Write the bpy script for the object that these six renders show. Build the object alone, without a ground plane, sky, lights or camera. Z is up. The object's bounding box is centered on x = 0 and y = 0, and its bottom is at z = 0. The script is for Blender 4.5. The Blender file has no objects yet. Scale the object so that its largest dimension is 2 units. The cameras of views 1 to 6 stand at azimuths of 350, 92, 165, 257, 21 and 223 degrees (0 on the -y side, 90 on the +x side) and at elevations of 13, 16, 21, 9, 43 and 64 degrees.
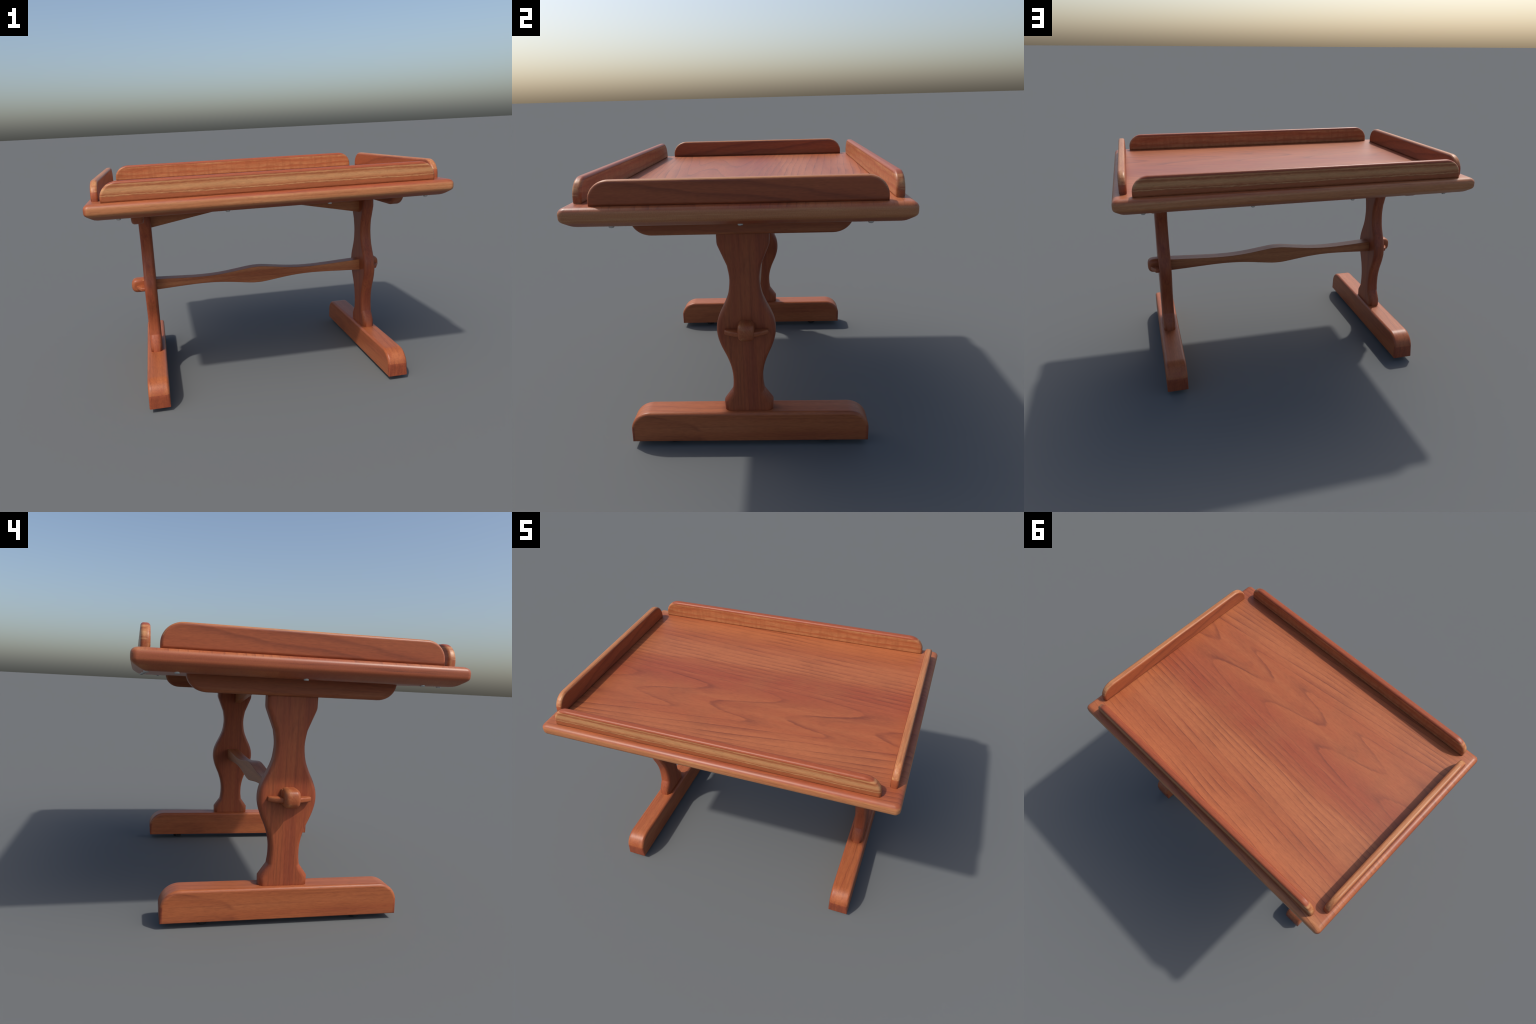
"""Low trestle table in red-brown wood: a thick rounded tabletop with four
raised edge rails, two shaped plank legs on sled feet, a waisted stretcher
held by through-tenons and half-moon wedges, cleats and an arched brace."""
import bpy, bmesh, math
from mathutils import Vector, Matrix

# ------------------------------------------------------------------ materials
class Nodes:
    """Small helper to write node trees as expressions."""
    def __init__(self, name):
        self.mat = bpy.data.materials.new(name)
        self.mat.use_nodes = True
        self.t = self.mat.node_tree
        self.bsdf = self.t.nodes["Principled BSDF"]
        self.obj = self.t.nodes.new("ShaderNodeTexCoord").outputs["Object"]

    def link(self, src, dst):
        if isinstance(src, (int, float)):
            dst.default_value = src
        elif isinstance(src, (tuple, list)):
            v = tuple(src)
            dst.default_value = v if len(v) == len(dst.default_value) else v + (1.0,)
        else:
            self.t.links.new(src, dst)

    def math(self, op, a, b=0.0, c=0.0, clamp=False):
        n = self.t.nodes.new("ShaderNodeMath"); n.operation = op; n.use_clamp = clamp
        for i, v in enumerate((a, b, c)):
            self.link(v, n.inputs[i])
        return n.outputs[0]

    def split(self, vec):
        n = self.t.nodes.new("ShaderNodeSeparateXYZ"); self.link(vec, n.inputs[0])
        return n.outputs[0], n.outputs[1], n.outputs[2]

    def join(self, x, y, z):
        n = self.t.nodes.new("ShaderNodeCombineXYZ")
        for i, v in enumerate((x, y, z)):
            self.link(v, n.inputs[i])
        return n.outputs[0]

    def noise(self, u, v, w, su, sv, sw, detail=3.0, rough=0.55, seed=0.0):
        p = self.join(self.math('MULTIPLY_ADD', u, su, seed * 3.7),
                      self.math('MULTIPLY_ADD', v, sv, seed * 1.3),
                      self.math('MULTIPLY_ADD', w, sw, seed * 2.1))
        n = self.t.nodes.new("ShaderNodeTexNoise")
        n.inputs["Scale"].default_value = 1.0
        n.inputs["Detail"].default_value = detail
        n.inputs["Roughness"].default_value = rough
        self.link(p, n.inputs["Vector"])
        return n.outputs["Fac"]

    def ramp(self, fac, stops, interp='LINEAR'):
        n = self.t.nodes.new("ShaderNodeValToRGB"); r = n.color_ramp
        r.interpolation = interp
        while len(r.elements) < len(stops):
            r.elements.new(0.5)
        for e, (p, c) in zip(r.elements, stops):
            e.position = p
            e.color = (c, c, c, 1) if isinstance(c, (int, float)) else tuple(c) + (1,)
        self.link(fac, n.inputs[0])
        return n.outputs[0]

    def curve(self, x, lo, hi, pts, vlo, vhi):
        """y = profile(x) through hand-placed points (x in lo..hi, y in vlo..vhi)."""
        n = self.t.nodes.new("ShaderNodeFloatCurve")
        c = n.mapping.curves[0]
        norm = [((a - lo) / (hi - lo), (b - vlo) / (vhi - vlo)) for a, b in pts]
        c.points[0].location = norm[0]
        c.points[1].location = norm[-1]
        for q in norm[1:-1]:
            c.points.new(*q)
        n.mapping.update()
        t = self.math('DIVIDE', self.math('SUBTRACT', x, lo), hi - lo, clamp=True)
        self.link(t, n.inputs["Value"])
        return self.math('MULTIPLY_ADD', n.outputs[0], vhi - vlo, vlo)

    def mix(self, fac, a, b, blend='MIX'):
        n = self.t.nodes.new("ShaderNodeMix"); n.data_type = 'RGBA'; n.blend_type = blend
        self.link(fac, n.inputs[0]); self.link(a, n.inputs[6]); self.link(b, n.inputs[7])
        return n.outputs[2]

    def step(self, x, lo, hi):
        n = self.t.nodes.new("ShaderNodeMapRange"); n.interpolation_type = 'SMOOTHSTEP'
        self.link(x, n.inputs[0])
        n.inputs[1].default_value = lo; n.inputs[2].default_value = hi
        return n.outputs[0]


def srgb(r, g, b):
    f = lambda c: c / 12.92 if c <= 0.04045 else ((c + 0.055) / 1.055) ** 2.4
    return tuple(f(v / 255.0) for v in (r, g, b))


LIGHT = srgb(165, 96, 59)      # straw-orange early wood
ORANGE = srgb(155, 84, 50)
RED = srgb(147, 74, 46)        # red-brown heart wood
DARK = srgb(109, 54, 37)       # growth lines
TAN = srgb(171, 111, 71)       # sapwood faces
PALE = srgb(182, 130, 87)
BROWN = srgb(147, 84, 51)


def finish(n, color, fibre, rough=0.42, bump=0.06, gloss=0.32):
    n.link(color, n.bsdf.inputs["Base Color"])
    n.bsdf.inputs["Roughness"].default_value = rough
    n.bsdf.inputs["Specular IOR Level"].default_value = gloss
    b = n.t.nodes.new("ShaderNodeBump")
    b.inputs["Strength"].default_value = bump
    b.inputs["Distance"].default_value = 0.002
    n.link(fibre, b.inputs["Height"])
    n.link(b.outputs[0], n.bsdf.inputs["Normal"])
    return n.mat


def fibres(n, u, v, w, color, seed, amount=0.30):
    """Fine fibre grain and short dark pores laid over a wood colour."""
    f = n.noise(u, v, w, 26, 190, 190, 4, 0.65, seed)
    col = n.mix(amount, color, n.ramp(f, [(0.28, 0.26), (0.72, 0.76)]), 'OVERLAY')
    p = n.noise(u, v, w, 45, 330, 330, 2, 0.5, seed + 4)
    pore = n.ramp(p, [(0.60, 0.0), (0.72, 1.0)])
    col = n.mix(n.math('MULTIPLY', pore, 0.30), col, DARK)
    return col, f


def plank_wood(name, axis, base, seed=0.0, ring=(0.03, 0.02), ring_gap=0.035,
               line=0.35, streak=16.0, streaks=None, bands=None, rough=0.42, veins=0.0):
    """Sawn plank: streaks along the grain axis and growth rings round a pith
    line that lies outside the plank, warped by slow noise."""
    n = Nodes(name)
    x, y, z = n.split(n.obj)
    u, v, w = {'X': (x, y, z), 'Y': (y, x, z), 'Z': (z, x, y)}[axis]
    s = n.noise(u, v, w, 0.9, streak, streak, 3, 0.55, seed)
    col = n.ramp(s, streaks or [(0.28, RED), (0.5, base), (0.72, LIGHT)])
    if bands:
        col = bands(n, u, v, w, x, y, z, col, s)
    if veins:
        vn = n.noise(u, v, w, 1.1, 85, 85, 3, 0.6, seed + 17)
        col = n.mix(n.ramp(vn, [(0.54, 0.0), (0.64, veins)]), col, DARK)
        col = n.mix(n.ramp(vn, [(0.36, veins * 0.6), (0.46, 0.0)]), col, LIGHT)
    warp = n.math('MULTIPLY', n.math('SUBTRACT', n.noise(u, v, w, 1.6, 5, 5, 2, 0.5, seed + 9), 0.5), 0.09)
    dv = n.math('SUBTRACT', v, ring[0]); dw = n.math('SUBTRACT', w, ring[1])
    r = n.math('SQRT', n.math('ADD', n.math('MULTIPLY', dv, dv), n.math('MULTIPLY', dw, dw)))
    r = n.math('ADD', n.math('ADD', r, warp), n.math('MULTIPLY', u, 0.025))
    fr = n.math('FRACT', n.math('DIVIDE', r, ring_gap))
    late = n.ramp(fr, [(0.0, 0.05), (0.55, 0.0), (0.86, 0.45), (0.93, 1.0), (1.0, 0.1)])
    breakup = n.step(n.noise(u, v, w, 2.5, 20, 20, 2, 0.5, seed + 13), 0.30, 0.65)
    col = n.mix(n.math('MULTIPLY', n.math('MULTIPLY', late, breakup), line), col, DARK)
    col, f = fibres(n, u, v, w, col, seed)
    return finish(n, col, f, rough)


def tabletop_wood():
    """Flat-sawn board: growth lines follow x - g(y) = const, where g is the
    zigzag of the cathedral figure in the front half; the back half is quarter
    sawn and straight.  Sapwood shows along the long edges."""
    n = Nodes("flat_sawn_tabletop_wood")
    x, y, z = n.split(n.obj)
    wob = n.math('SUBTRACT', n.noise(x, y, z, 2.2, 6, 3, 2, 0.5, 1), 0.5)
    fine = n.math('SUBTRACT', n.noise(x, y, z, 26, 90, 20, 3, 0.65, 2), 0.5)
    yy = n.math('ADD', y, n.math('MULTIPLY', wob, 0.018))
    figure = [(-0.75, -5.2), (-0.66, -3.7), (-0.56, -2.15), (-0.48, -1.02),
              (-0.42, -0.55), (-0.375, -0.15), (-0.335, 0.08), (-0.295, -0.06),
              (-0.245, -0.17), (-0.205, -0.13), (-0.14, 0.13), (-0.10, 0.215),
              (-0.07, 0.205), (-0.03, 0.00), (0.02, -0.50), (0.10, -1.45), (0.20, -2.75),
              (0.32, -4.3), (0.46, -5.7), (0.60, -7.3), (0.75, -9.0)]
    g = n.curve(yy, -0.75, 0.75, figure, -10.0, 2.0)
    lev = n.math('SUBTRACT', x, g)
    lev = n.math('ADD', lev, n.math('MULTIPLY', fine, 0.05))
    lev = n.math('ADD', lev, n.math('MULTIPLY', wob, 0.10))
    idx = n.math('DIVIDE', n.math('ADD', lev, 9.98), 0.475)
    fr = n.math('FRACT', idx)
    wn = n.t.nodes.new("ShaderNodeTexWhiteNoise"); wn.noise_dimensions = '1D'
    n.link(n.math('FLOOR', idx), wn.inputs["W"])
    strength = n.math('MULTIPLY_ADD', wn.outputs["Value"], 0.70, 0.04)
    figured = n.step(lev, -1.6, -0.8)
    figured = n.math('MULTIPLY', figured, n.step(n.noise(x, y, z, 3.5, 9, 3, 3, 0.6, 19), 0.22, 0.62))
    strength = n.math('MAXIMUM', strength, figured)
    # fainter intermediate lines, unevenly spaced between the main ones
    mid = n.math('ADD', idx, n.math('MULTIPLY_ADD', wob, 0.5, 0.62))
    wn2 = n.t.nodes.new("ShaderNodeTexWhiteNoise"); wn2.noise_dimensions = '1D'
    n.link(n.math('MULTIPLY_ADD', n.math('FLOOR', mid), 1.7, 0.31), wn2.inputs["W"])
    line2 = n.ramp(n.math('FRACT', mid), [(0.0, 0.6), (0.02, 1.0), (0.07, 0.3), (0.16, 0.0), (0.97, 0.0), (1.0, 0.6)])
    line2 = n.math('MULTIPLY', line2, n.math('MULTIPLY_ADD', wn2.outputs["Value"], 0.36, 0.02))
    line2 = n.math('MULTIPLY', line2, n.math('MULTIPLY_ADD', n.step(lev, -1.4, -0.7), -0.45, 1.0))
    line2 = n.math('MULTIPLY', line2, n.step(n.noise(x, y, z, 3, 11, 3, 3, 0.6, 20), 0.30, 0.60))
    line = n.ramp(fr, [(0.0, 0.75), (0.02, 1.0), (0.06, 0.55), (0.14, 0.0), (0.975, 0.0), (1.0, 0.75)])
    soft = n.ramp(fr, [(0.0, 0.30), (0.05, 1.0), (0.22, 0.75), (0.55, 0.12), (0.80, 0.0), (0.96, 0.0), (1.0, 0.30)])
    # colour bands across the board
    v = n.math('MULTIPLY_ADD', wob, 0.05, y)
    v = n.math('MULTIPLY_ADD', x, -0.055, v)
    band = n.ramp(n.math('DIVIDE', n.math('ADD', v, 0.75), 1.5), [
        (0.00, RED), (0.035, RED), (0.05, ORANGE), (0.16, LIGHT), (0.25, ORANGE), (0.40, ORANGE),
        (0.47, RED), (0.53, srgb(144, 70, 44)), (0.58, RED), (0.622, ORANGE), (0.632, LIGHT), (0.642, LIGHT),
        (0.74, LIGHT), (0.80, ORANGE), (0.90, LIGHT), (0.965, ORANGE), (1.0, TAN)])
    s = n.noise(x, y, z, 0.8, 26, 26, 4, 0.65, 5)
    col = n.mix(n.ramp(s, [(0.46, 0.0), (0.72, 0.55)]), band, LIGHT)
    col = n.mix(n.ramp(s, [(0.25, 0.55), (0.47, 0.0)]), col, RED)
    cloud = n.noise(x, y, z, 4.5, 3.5, 3, 3, 0.6, 17)
    col = n.mix(n.ramp(cloud, [(0.30, 0.50), (0.52, 0.0)]), col, BROWN)
    blot = n.step(n.noise(x, y, z, 2.5, 5, 3, 2, 0.5, 8), 0.35, 0.65)
    amt = n.math('MULTIPLY', strength, n.math('ADD', n.math('MULTIPLY', line, 0.55),
                 n.math('MULTIPLY', soft, n.math('MULTIPLY_ADD', blot, 0.42, 0.05))))
    amt = n.math('MULTIPLY', n.math('ADD', amt, line2), n.step(z, -0.016, -0.006))
    col = n.mix(n.math('MINIMUM', amt, 0.8), col, DARK)
    # edges below the top arris: sapwood on the long sides and the right end,
    # heart wood on the left end, both with grain along the edge
    low = n.math('SUBTRACT', 1.0, n.step(z, -0.020, -0.010))
    edge_y = n.step(n.math('ABSOLUTE', y), 0.706, 0.722)
    edge_x = n.step(x, 0.978, 0.994)
    left = n.step(n.math('MULTIPLY', x, -1.0), 0.978, 0.994)
    st = n.noise(x, y, z, 1.2, 1.2, 75, 3, 0.6, 11)
    st = n.math('MULTIPLY_ADD', n.math('SUBTRACT', n.noise(x, y, z, 9, 9, 160, 3, 0.6, 14), 0.5), 0.5, st)
    sap = n.ramp(st, [(0.22, BROWN), (0.40, TAN), (0.52, TAN), (0.72, PALE)])
    heart = n.ramp(st, [(0.25, DARK), (0.45, RED), (0.75, ORANGE)])
    side = n.math('MULTIPLY', n.math('MAXIMUM', edge_y, edge_x), low)
    col = n.mix(n.math('MULTIPLY', side, 0.85), col, sap)
    col = n.mix(n.math('MULTIPLY', n.math('MULTIPLY', left, low), 0.85), col, heart)
    col, f = fibres(n, x, y, z, col, 3, 0.24)
    return finish(n, col, f, 0.42, 0.05, 0.42)


def rail_bands(n, u, v, w, x, y, z, col, s):
    """Long edge rails: pale sapwood stripes along the height of the board,
    red heart wood on the top arris."""
    wav = n.math('SUBTRACT', n.noise(x, y, z, 3.0, 6, 30, 4, 0.65, 23), 0.5)
    rag = n.math('SUBTRACT', n.noise(x, y, z, 30, 20, 130, 3, 0.6, 25), 0.5)
    h = n.math('ADD', z, n.math('ADD', n.math('MULTIPLY', wav, 0.022), n.math('MULTIPLY', rag, 0.012)))
    sap = n.ramp(n.math('DIVIDE', h, 0.11), [
        (0.0, TAN), (0.05, BROWN), (0.20, ORANGE), (0.27, BROWN), (0.31, PALE), (0.35, BROWN), (0.40, TAN),
        (0.52, PALE), (0.60, PALE), (0.66, TAN), (0.73, BROWN), (0.77, TAN), (0.82, PALE), (0.87, TAN), (1.0, TAN)])
    fig = n.noise(x, y, z, 46, 3, 9, 2, 0.5, 21)
    inner = n.step(y, -0.002, 0.012)
    inn = n.ramp(n.math('MULTIPLY_ADD', wav, 0.7, n.math('DIVIDE', z, 0.11)), [
        (0.0, TAN), (0.15, TAN), (0.32, ORANGE), (0.42, TAN), (0.58, LIGHT), (0.64, ORANGE), (0.78, TAN), (0.9, PALE)])
    inn = n.mix(n.ramp(fig, [(0.36, 0.40), (0.56, 0.0)]), inn, BROWN)
    sap = n.mix(inner, sap, inn)
    return n.mix(n.step(n.math('ADD', z, n.math('MULTIPLY', rag, 0.006)), 0.088, 0.094), sap, RED)


def side_rail_bands(n, u, v, w, x, y, z, col, s):
    """End rails: red heart wood faces with one slanting dark figure, pale
    straw along the rounded top edge and over the shoulders."""
    ay = n.math('ABSOLUTE', y)
    dx = n.math('MAXIMUM', n.math('DIVIDE', n.math('SUBTRACT', ay, 0.520), 0.092), 0.0)
    dz = n.math('MAXIMUM', n.math('DIVIDE', n.math('SUBTRACT', z, RAIL_H - 0.085), 0.085), 0.0)
    d = n.math('SQRT', n.math('ADD', n.math('MULTIPLY', dx, dx), n.math('MULTIPLY', dz, dz)))
    rim = n.math('MULTIPLY', n.step(d, 0.915, 0.945), n.step(z, 0.047, 0.050))
    st = n.noise(x, y, z, 60, 1.5, 60, 3, 0.6, 71)
    pale = n.ramp(st, [(0.3, ORANGE), (0.5, TAN), (0.7, PALE)])
    slant = n.math('ADD', n.math('MULTIPLY_ADD', y, 0.13, z),
                   n.math('MULTIPLY', n.math('SUBTRACT', n.noise(x, y, z, 3, 2.2, 6, 2, 0.5, 73), 0.5), 0.11))
    fig = n.ramp(n.math('DIVIDE', n.math('ADD', slant, 0.1), 0.3), [
        (0.30, 0.0), (0.40, 0.55), (0.43, 0.0), (0.55, 0.10), (0.62, 0.50), (0.66, 0.0)])
    col = n.mix(fig, col, DARK)
    return n.mix(rim, col, pale)


def foot_bands(n, u, v, w, x, y, z, col, s):
    """Darker, redder end grain below the rounded shoulders."""
    end = n.math('MULTIPLY', n.step(n.math('ABSOLUTE', y), 0.566, 0.572),
                 n.math('SUBTRACT', 1.0, n.step(z, 0.105, 0.109)))
    st = n.noise(x, y, z, 70, 3, 6, 3, 0.6, 81)
    return n.mix(end, col, n.ramp(st, [(0.3, srgb(122, 58, 40)), (0.6, RED), (0.8, ORANGE)]))


def sap_side(depth):
    """Stretcher and brace: tan faces with darker streaks."""
    def f(n, u, v, w, x, y, z, col, s):
        sap = n.ramp(s, [(0.3, BROWN), (0.55, TAN), (0.75, TAN)])
        return n.mix(0.8, col, sap)
    return f


def metal():
    n = Nodes("zinc_screw_metal")
    n.link(srgb(186, 188, 186), n.bsdf.inputs["Base Color"])
    n.bsdf.inputs["Metallic"].default_value = 0.8
    n.bsdf.inputs["Roughness"].default_value = 0.38
    return n.mat


def rubber():
    n = Nodes("black_rubber")
    x, y, z = n.split(n.obj)
    c = n.ramp(n.noise(x, y, z, 90, 90, 90), [(0.3, srgb(26, 27, 29)), (0.7, srgb(42, 43, 45))])
    n.link(c, n.bsdf.inputs["Base Color"])
    n.bsdf.inputs["Roughness"].default_value = 0.7
    return n.mat

# ------------------------------------------------------------------ geometry
def catmull(pts, per=5):
    out = []
    for i in range(len(pts) - 1):
        p0 = Vector(pts[max(i - 1, 0)]); p1 = Vector(pts[i])
        p2 = Vector(pts[i + 1]); p3 = Vector(pts[min(i + 2, len(pts) - 1)])
        for k in range(per):
            t = k / per
            out.append(tuple(0.5 * ((2 * p1) + (p2 - p0) * t + (2 * p0 - 5 * p1 + 4 * p2 - p3) * t * t
                                    + (3 * p1 - p0 - 3 * p2 + p3) * t ** 3)))
    out.append(tuple(pts[-1]))
    return out


def arc(cx, cy, rx, ry, a0, a1, n):
    return [(cx + rx * math.cos(math.radians(a0 + (a1 - a0) * i / n)),
             cy + ry * math.sin(math.radians(a0 + (a1 - a0) * i / n))) for i in range(n + 1)]


def soften(pts):
    """Round the corners of an outline; each point is (a, b) or (a, b, radius)."""
    out = []
    k = len(pts)
    for i, p in enumerate(pts):
        if len(p) < 3 or p[2] <= 0:
            out.append((p[0], p[1])); continue
        q = Vector(p[:2]); r = p[2]
        d0 = Vector(pts[i - 1][:2]) - q; d1 = Vector(pts[(i + 1) % k][:2]) - q
        c0 = q + d0.normalized() * min(r, d0.length * 0.49)
        c1 = q + d1.normalized() * min(r, d1.length * 0.49)
        for j in range(7):
            t = j / 6
            out.append(tuple(c0 * (1 - t) ** 2 + q * 2 * t * (1 - t) + c1 * t * t))
    return out


def plank(outline, half, plane, bevel, segments=5):
    """Saw an outline out of a plank and round its arrises with a quarter
    circle.  plane: (a, b, t) -> (x, y, z), t in -half..half (thickness);
    bevel: radius, or a function (a, b) -> radius."""
    rad = bevel if callable(bevel) else (lambda a, b: bevel)
    area = sum(p[0] * q[1] - q[0] * p[1] for p, q in zip(outline, outline[1:] + outline[:1]))
    pts = [Vector(p) for p in (outline if area > 0 else list(reversed(outline)))]
    k = len(pts)
    inward = []
    for i in range(k):
        e0 = (pts[i] - pts[i - 1]).normalized(); e1 = (pts[(i + 1) % k] - pts[i]).normalized()
        n0 = Vector((-e0.y, e0.x)); n1 = Vector((-e1.y, e1.x))
        m = (n0 + n1).normalized()
        inward.append(m / max(m.dot(n0), 0.5))
    bm = bmesh.new()
    rings = []
    steps = [90 - 90 * i / segments for i in range(segments + 1)]
    prof = [(1 - math.cos(math.radians(a)), 1 - math.sin(math.radians(a))) for a in steps]
    for side in (1, -1):
        for inset, back in (prof if side == 1 else list(reversed(prof))):
            ring = []
            for p, m in zip(pts, inward):
                r = rad(p.x, p.y)
                q = p + m * (r * inset)
                ring.append(bm.verts.new(plane(q.x, q.y, side * (half - r * back))))
            rings.append(ring)
    for a, b in zip(rings, rings[1:]):
        for i in range(k):
            j = (i + 1) % k
            bm.faces.new((a[i], a[j], b[j], b[i]))
    bm.faces.new(rings[0]); bm.faces.new(list(reversed(rings[-1])))
    bmesh.ops.recalc_face_normals(bm, faces=bm.faces)
    return bm


def mesh_from(bm, name, mat, crease=38):
    me = bpy.data.meshes.new(name)
    bm.to_mesh(me); bm.free()
    me.materials.append(mat)
    me.shade_smooth()
    me.set_sharp_from_angle(angle=math.radians(crease))
    return me


def place(me, name, parent, loc=(0, 0, 0), turn=0.0, weighted=True):
    ob = bpy.data.objects.new(name, me)
    bpy.context.scene.collection.objects.link(ob)
    ob.parent = parent
    px = parent
    off = Vector((0, 0, 0))
    while px is not None:
        off += px.location; px = px.parent
    ob.location = Vector(loc) - off
    ob.rotation_euler = (0, 0, turn)
    if weighted:
        m = ob.modifiers.new("even_normals", 'WEIGHTED_NORMAL')
        m.keep_sharp = True
    return ob


YZ = lambda a, b, t: (t, a, b)
XZ = lambda a, b, t: (a, t, b)
XY = lambda a, b, t: (a, b, t)

# main measures (metres)
TOP_Z, UNDER_Z = 1.2445, 1.155
HALF_X, HALF_Y = 1.0, 0.728
BX, BY = 0.0135, 0.0040           # the trestle sits a touch off centre
LEG_X = 0.734
RAIL_H = 0.1055


def tabletop_mesh(mat):
    """Rounded rectangle swept through a bullnose edge profile (inset, z)."""
    prof = [(0.060, 0.0), (0.030, 0.0), (0.021, -0.0012), (0.013, -0.0045), (0.0065, -0.0095), (0.0025, -0.0155),
            (0.0005, -0.0215), (0.0, -0.028), (0.0, -0.042), (0.0008, -0.050), (0.0045, -0.0575), (0.011, -0.0635),
            (0.021, -0.0700), (0.034, -0.0785), (0.046, -0.0845), (0.058, -0.0885), (0.070, -0.0895), (0.100, -0.0895)]
    bm = bmesh.new()
    rings = []
    for inset, z in prof:
        hx, hy = HALF_X - inset, HALF_Y - inset
        r = max(0.026 - inset * 0.4, 0.006)
        ring = []
        for sx, sy, a in ((1, 1, 0), (-1, 1, 90), (-1, -1, 180), (1, -1, 270)):
            ring += arc(sx * (hx - r), sy * (hy - r), r, r, a, a + 90, 8)
        rings.append([bm.verts.new((px, py, z)) for px, py in ring])
    k = len(rings[0])
    for a, b in zip(rings, rings[1:]):
        for i in range(k):
            j = (i + 1) % k
            bm.faces.new((a[i], b[i], b[j], a[j]))
    bm.faces.new(rings[0]); bm.faces.new(list(reversed(rings[-1])))
    bmesh.ops.recalc_face_normals(bm, faces=bm.faces)
    return mesh_from(bm, "tabletop", mat)


def rail_outline(half):
    rx, rz = 0.092, 0.085
    right = arc(half - rx, RAIL_H - rz, rx, rz, 0, 90, 14)
    left = [(-a, b) for a, b in reversed(right)]
    return [(-half, -0.003), (half, -0.003)] + right + left


def leg_outline():
    """Half widths up the leg: flared foot, waist, swell at the tenon, waist,
    flared head."""
    sweep = catmull([(0.0800, 0.302), (0.0745, 0.335), (0.0735, 0.370), (0.0755, 0.400), (0.0830, 0.440),
                     (0.0985, 0.485), (0.1210, 0.535), (0.1355, 0.580), (0.1405, 0.620),
                     (0.1360, 0.662), (0.1215, 0.702), (0.1010, 0.743), (0.0815, 0.790),
                     (0.0730, 0.835), (0.0715, 0.880), (0.0800, 0.933)], 3)
    sweep = [(a - 0.0015, b - 0.0135 * (1.653 - b)) for a, b in sweep]
    side = [(0.1180, 0.160), (0.1200, 0.227)] + sweep + [(0.1200, 1.025, 0.012), (0.1205, UNDER_Z + 0.03)]
    return soften(side + [(-p[0],) + tuple(p[1:]) for p in reversed(side)])


def leg_arris(a, b):
    """Rounded arris, broader on the flare above the foot."""
    t = min(max((b - 0.25) / 0.06, 0.0), 1.0)
    return 0.030 + (0.021 - 0.030) * t * t * (3 - 2 * t)


def foot_outline():
    half, z0, z1, rx, rz = 0.584, 0.027, 0.183, 0.100, 0.094
    right = arc(half - rx, z1 - rz, rx, rz, 0, 90, 12)
    return [(-half + 0.003, z0), (half - 0.003, z0)] + right + [(-a, b) for a, b in reversed(right)]


def cleat_outline():
    """Plank under the top; its lower corners are quarter round."""
    half, z0, z1 = 0.490, 1.079, UNDER_Z + 0.03
    right = arc(half - 0.092, z0 + 0.080, 0.092, 0.080, -90, 0, 12)
    return [(-half, z1)] + [(-a, b) for a, b in reversed(right)] + right + [(half, z1)]


def stretcher_outline():
    """Half heights along the bar: thick at the legs and at mid span, waisted
    between."""
    up = catmull([(0.0, 0.0540), (0.035, 0.0530), (0.09, 0.0465), (0.18, 0.0345), (0.26, 0.0265), (0.34, 0.0230),
                  (0.42, 0.0235), (0.52, 0.0275), (0.62, 0.0325), (0.76, 0.0385)], 4)
    top = [(-a, b) for a, b in reversed(up[1:])] + up
    return top + [(a, -b) for a, b in reversed(top)]


def wedge_outline():
    """Half-moon key: straight against the leg, bowed outwards."""
    h, s0, s1 = 0.103, 0.020, 0.056
    bow = [(s0 + (s1 - s0) * (1 - (t / 10) ** 2), h * t / 10) for t in range(-10, 11)]
    return [(-0.004, h), (-0.004, -h)] + bow


def brace_outline():
    """Arched brace: deep at the legs, shallow at mid span."""
    low = [(-0.72, 0.987), (-0.30, 1.062), (-0.12, 1.096), (0.0, 1.104), (0.12, 1.096), (0.30, 1.060), (0.72, 0.979)]
    return [(0.72, UNDER_Z + 0.02), (-0.72, UNDER_Z + 0.02)] + low


def screw_mesh(mat):
    """Pan-head screw seen from below."""
    bm = bmesh.new()
    prof = [(0.0115, 0.003), (0.0115, -0.0022), (0.0105, -0.0042), (0.0080, -0.0055), (0.0040, -0.0060)]
    k = 20
    rings = [[bm.verts.new((r * math.cos(2 * math.pi * i / k), r * math.sin(2 * math.pi * i / k), z))
              for i in range(k)] for r, z in prof]
    for a, b in zip(rings, rings[1:]):
        for i in range(k):
            bm.faces.new((a[i], a[(i + 1) % k], b[(i + 1) % k], b[i]))
    bm.faces.new(rings[0]); bm.faces.new(list(reversed(rings[-1])))
    bmesh.ops.recalc_face_normals(bm, faces=bm.faces)
    return mesh_from(bm, "screw", mat)


def pad_mesh(mat):
    bm = bmesh.new()
    prof = [(0.026, 0.031), (0.028, 0.026), (0.028, 0.008), (0.026, 0.002), (0.021, 0.0)]
    k = 28
    rings = [[bm.verts.new((r * math.cos(2 * math.pi * i / k), r * math.sin(2 * math.pi * i / k), z))
              for i in range(k)] for r, z in prof]
    for a, b in zip(rings, rings[1:]):
        for i in range(k):
            bm.faces.new((a[i], a[(i + 1) % k], b[(i + 1) % k], b[i]))
    bm.faces.new(rings[0]); bm.faces.new(list(reversed(rings[-1])))
    bmesh.ops.recalc_face_normals(bm, faces=bm.faces)
    return mesh_from(bm, "foot_pad", mat)


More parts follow.
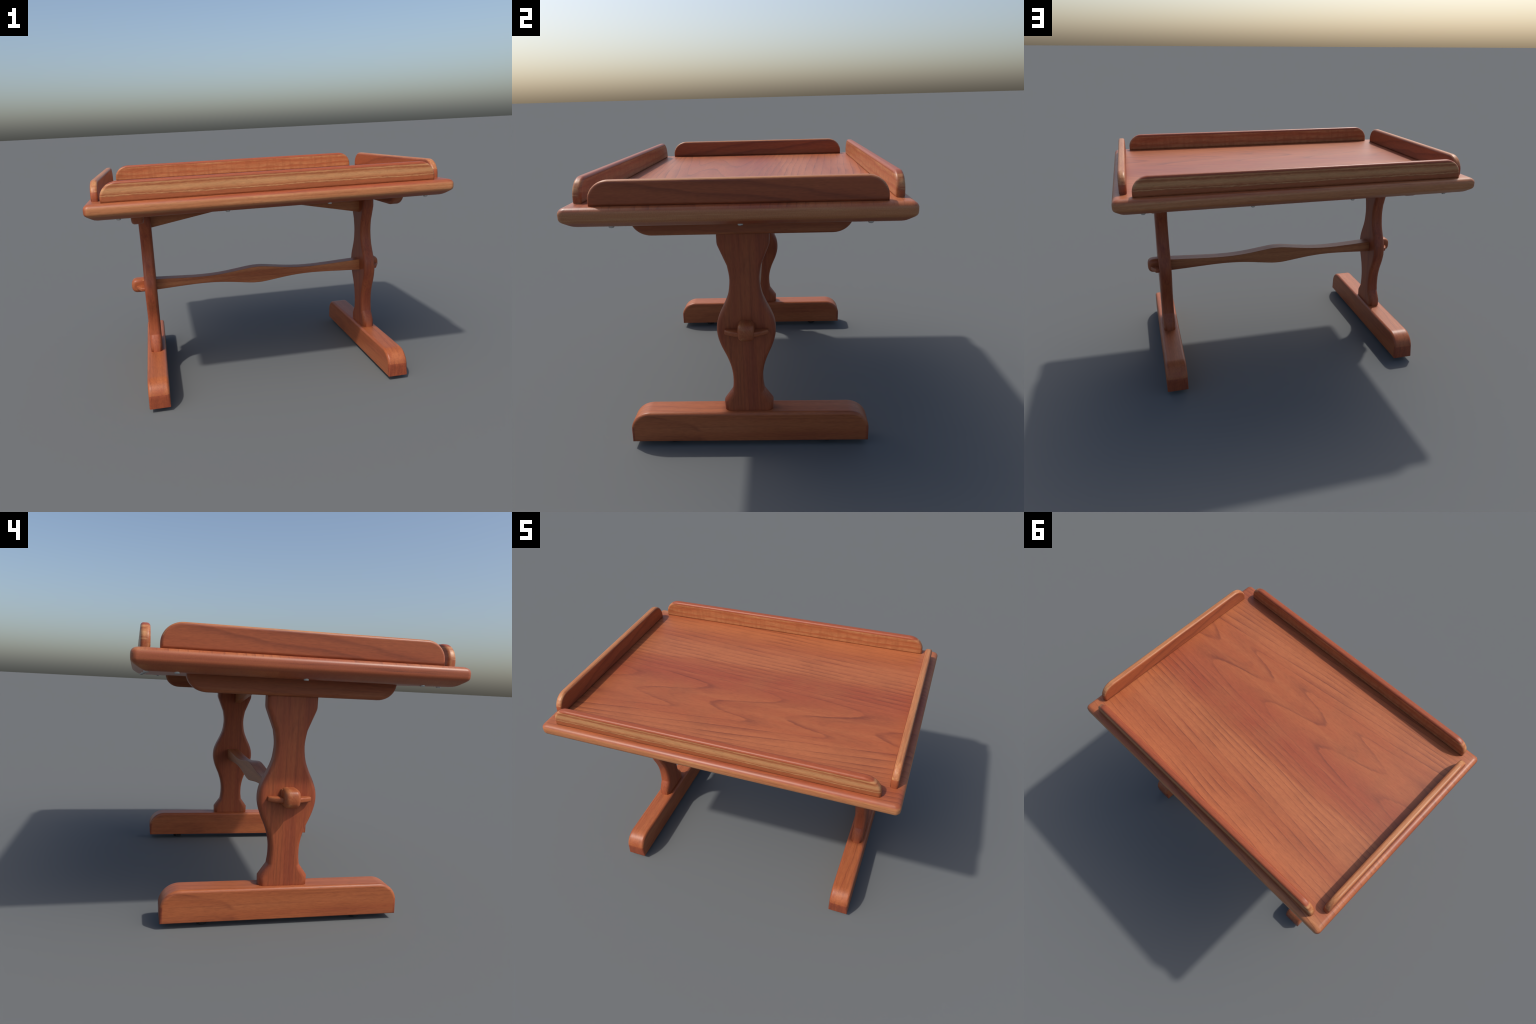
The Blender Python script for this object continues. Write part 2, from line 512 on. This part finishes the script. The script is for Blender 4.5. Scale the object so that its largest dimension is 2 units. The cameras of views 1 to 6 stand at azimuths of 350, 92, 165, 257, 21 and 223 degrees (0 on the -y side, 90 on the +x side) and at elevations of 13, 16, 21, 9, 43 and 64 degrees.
def build():
    m_top = tabletop_wood()
    m_rail = plank_wood("sapwood_rail_wood", 'X', RED, 31, (0.2, -0.3), 0.05, 0.12, 22, bands=rail_bands,
                        streaks=[(0.3, DARK), (0.55, RED), (0.75, ORANGE)])
    m_side = plank_wood("heartwood_rail_wood", 'Y', RED, 37, (0.02, -0.12), 0.030, 0.15, 14, bands=side_rail_bands,
                        streaks=[(0.22, srgb(140, 70, 43)), (0.5, srgb(152, 80, 49)), (0.8, ORANGE)])
    m_leg = plank_wood("leg_wood", 'Z', RED, 41, (0.5, 0.0), 0.024, 0.25, 24, veins=0.36,
                       streaks=[(0.25, srgb(128, 60, 41)), (0.48, RED), (0.75, ORANGE)])
    m_foot = plank_wood("foot_wood", 'Y', ORANGE, 47, (0.5, 0.10), 0.036, 0.60, 16, bands=foot_bands, veins=0.22,
                        streaks=[(0.22, RED), (0.45, srgb(156, 86, 51)), (0.75, LIGHT)])
    m_cleat = plank_wood("cleat_wood", 'Y', ORANGE, 53, (0.1, 0.8), 0.03, 0.40, 18, veins=0.25,
                         streaks=[(0.25, RED), (0.5, srgb(148, 82, 50)), (0.8, TAN)])
    m_bar = plank_wood("stretcher_wood", 'X', ORANGE, 59, (0.0, 0.2), 0.03, 0.40, 28, bands=sap_side(0))
    m_wedge = plank_wood("wedge_wood", 'Y', ORANGE, 61, (0.1, 0.1), 0.02, 0.30, 25,
                         streaks=[(0.25, RED), (0.5, ORANGE), (0.75, TAN)])
    m_tenon = plank_wood("tenon_wood", 'X', ORANGE, 67, (0.1, 0.1), 0.02, 0.35, 30,
                         streaks=[(0.25, RED), (0.5, ORANGE), (0.75, TAN)])
    m_metal, m_rubber = metal(), rubber()

    table = bpy.data.objects.new("wooden_table", None)
    bpy.context.scene.collection.objects.link(table)
    table["label"] = "low red-brown wooden trestle table with raised edge rails"
    table["category"] = "table"

    top = place(tabletop_mesh(m_top), "tabletop", table, (0, 0, TOP_Z))

    long_rail = mesh_from(plank(rail_outline(0.906), 0.020, XZ, 0.0135), "long_edge_rail", m_rail)
    side_rail = mesh_from(plank(rail_outline(0.612), 0.020, YZ, 0.014), "side_edge_rail", m_side)
    place(long_rail, "edge_rail", top, (-0.010, -0.6735, TOP_Z))
    place(long_rail, "edge_rail", top, (-0.006, 0.670, TOP_Z), math.pi)
    place(side_rail, "edge_rail", top, (0.943, 0.003, TOP_Z))
    place(side_rail, "edge_rail", top, (-0.948, 0.003, TOP_Z), math.pi)

    screw = screw_mesh(m_metal)
    for y in (-0.664, 0.664):
        for k in range(4):
            place(screw, "screw", top, (0.010 + (k - 1.5) * 0.563, y, UNDER_Z), 0, False)
    for x in (-0.936, 0.937):
        for k in range(3):
            place(screw, "screw", top, (x, 0.010 + (k - 1) * 0.535, UNDER_Z), 0, False)

    leg = mesh_from(plank(leg_outline(), 0.038, YZ, leg_arris), "leg", m_leg, 65)
    foot = mesh_from(plank(foot_outline(), 0.0615, YZ,
                           lambda a, b: 0.016 if b > 0.05 else 0.005), "foot", m_foot)
    cleat = mesh_from(plank(cleat_outline(), 0.0345, YZ, 0.016), "cleat", m_cleat)
    pad = pad_mesh(m_rubber)
    for s, turn in ((-1, math.pi), (1, 0.0)):
        x = BX + s * LEG_X - (0.003 if s > 0 else 0.0)
        place(leg, "leg", table, (x, BY, 0), turn)
        f = place(foot, "foot", table, (x - 0.001, 0.003, 0), turn)
        for y in (-0.38, 0.386):
            place(pad, "foot_pad", f, (x, y, 0), 0, False)
        place(cleat, "cleat", table, (0.0165 + s * 0.766, 0.004, 0), turn)

    bar_z = 0.6160
    bar = place(mesh_from(plank(stretcher_outline(), 0.0385, XZ, 0.0045, 3), "stretcher", m_bar),
                "stretcher", table, (-0.012, 0.004, bar_z))
    tenon_o = soften([(0.0, -0.045), (0.110, -0.045, 0.040), (0.110, 0.045, 0.040), (0.0, 0.045)])
    tenon = mesh_from(plank(tenon_o, 0.0385, XZ, 0.023), "tenon", m_tenon)
    wedge = mesh_from(plank(wedge_outline(), 0.0125, XY, 0.008, 4), "wedge", m_wedge)
    for s, turn, y in ((-1, math.pi, 0.002), (1, 0.0, 0.006)):
        place(tenon, "tenon", bar, (0.004 + s * 0.735, y, 0.617), turn)
        place(wedge, "wedge", bar, (BX + s * (LEG_X + 0.038) - (0.003 if s > 0 else 0.0), y, 0.608), turn)

    place(mesh_from(plank(brace_outline(), 0.020, XZ, 0.004, 2), "brace", m_bar), "brace", table, (BX, -0.017, 0))


build()
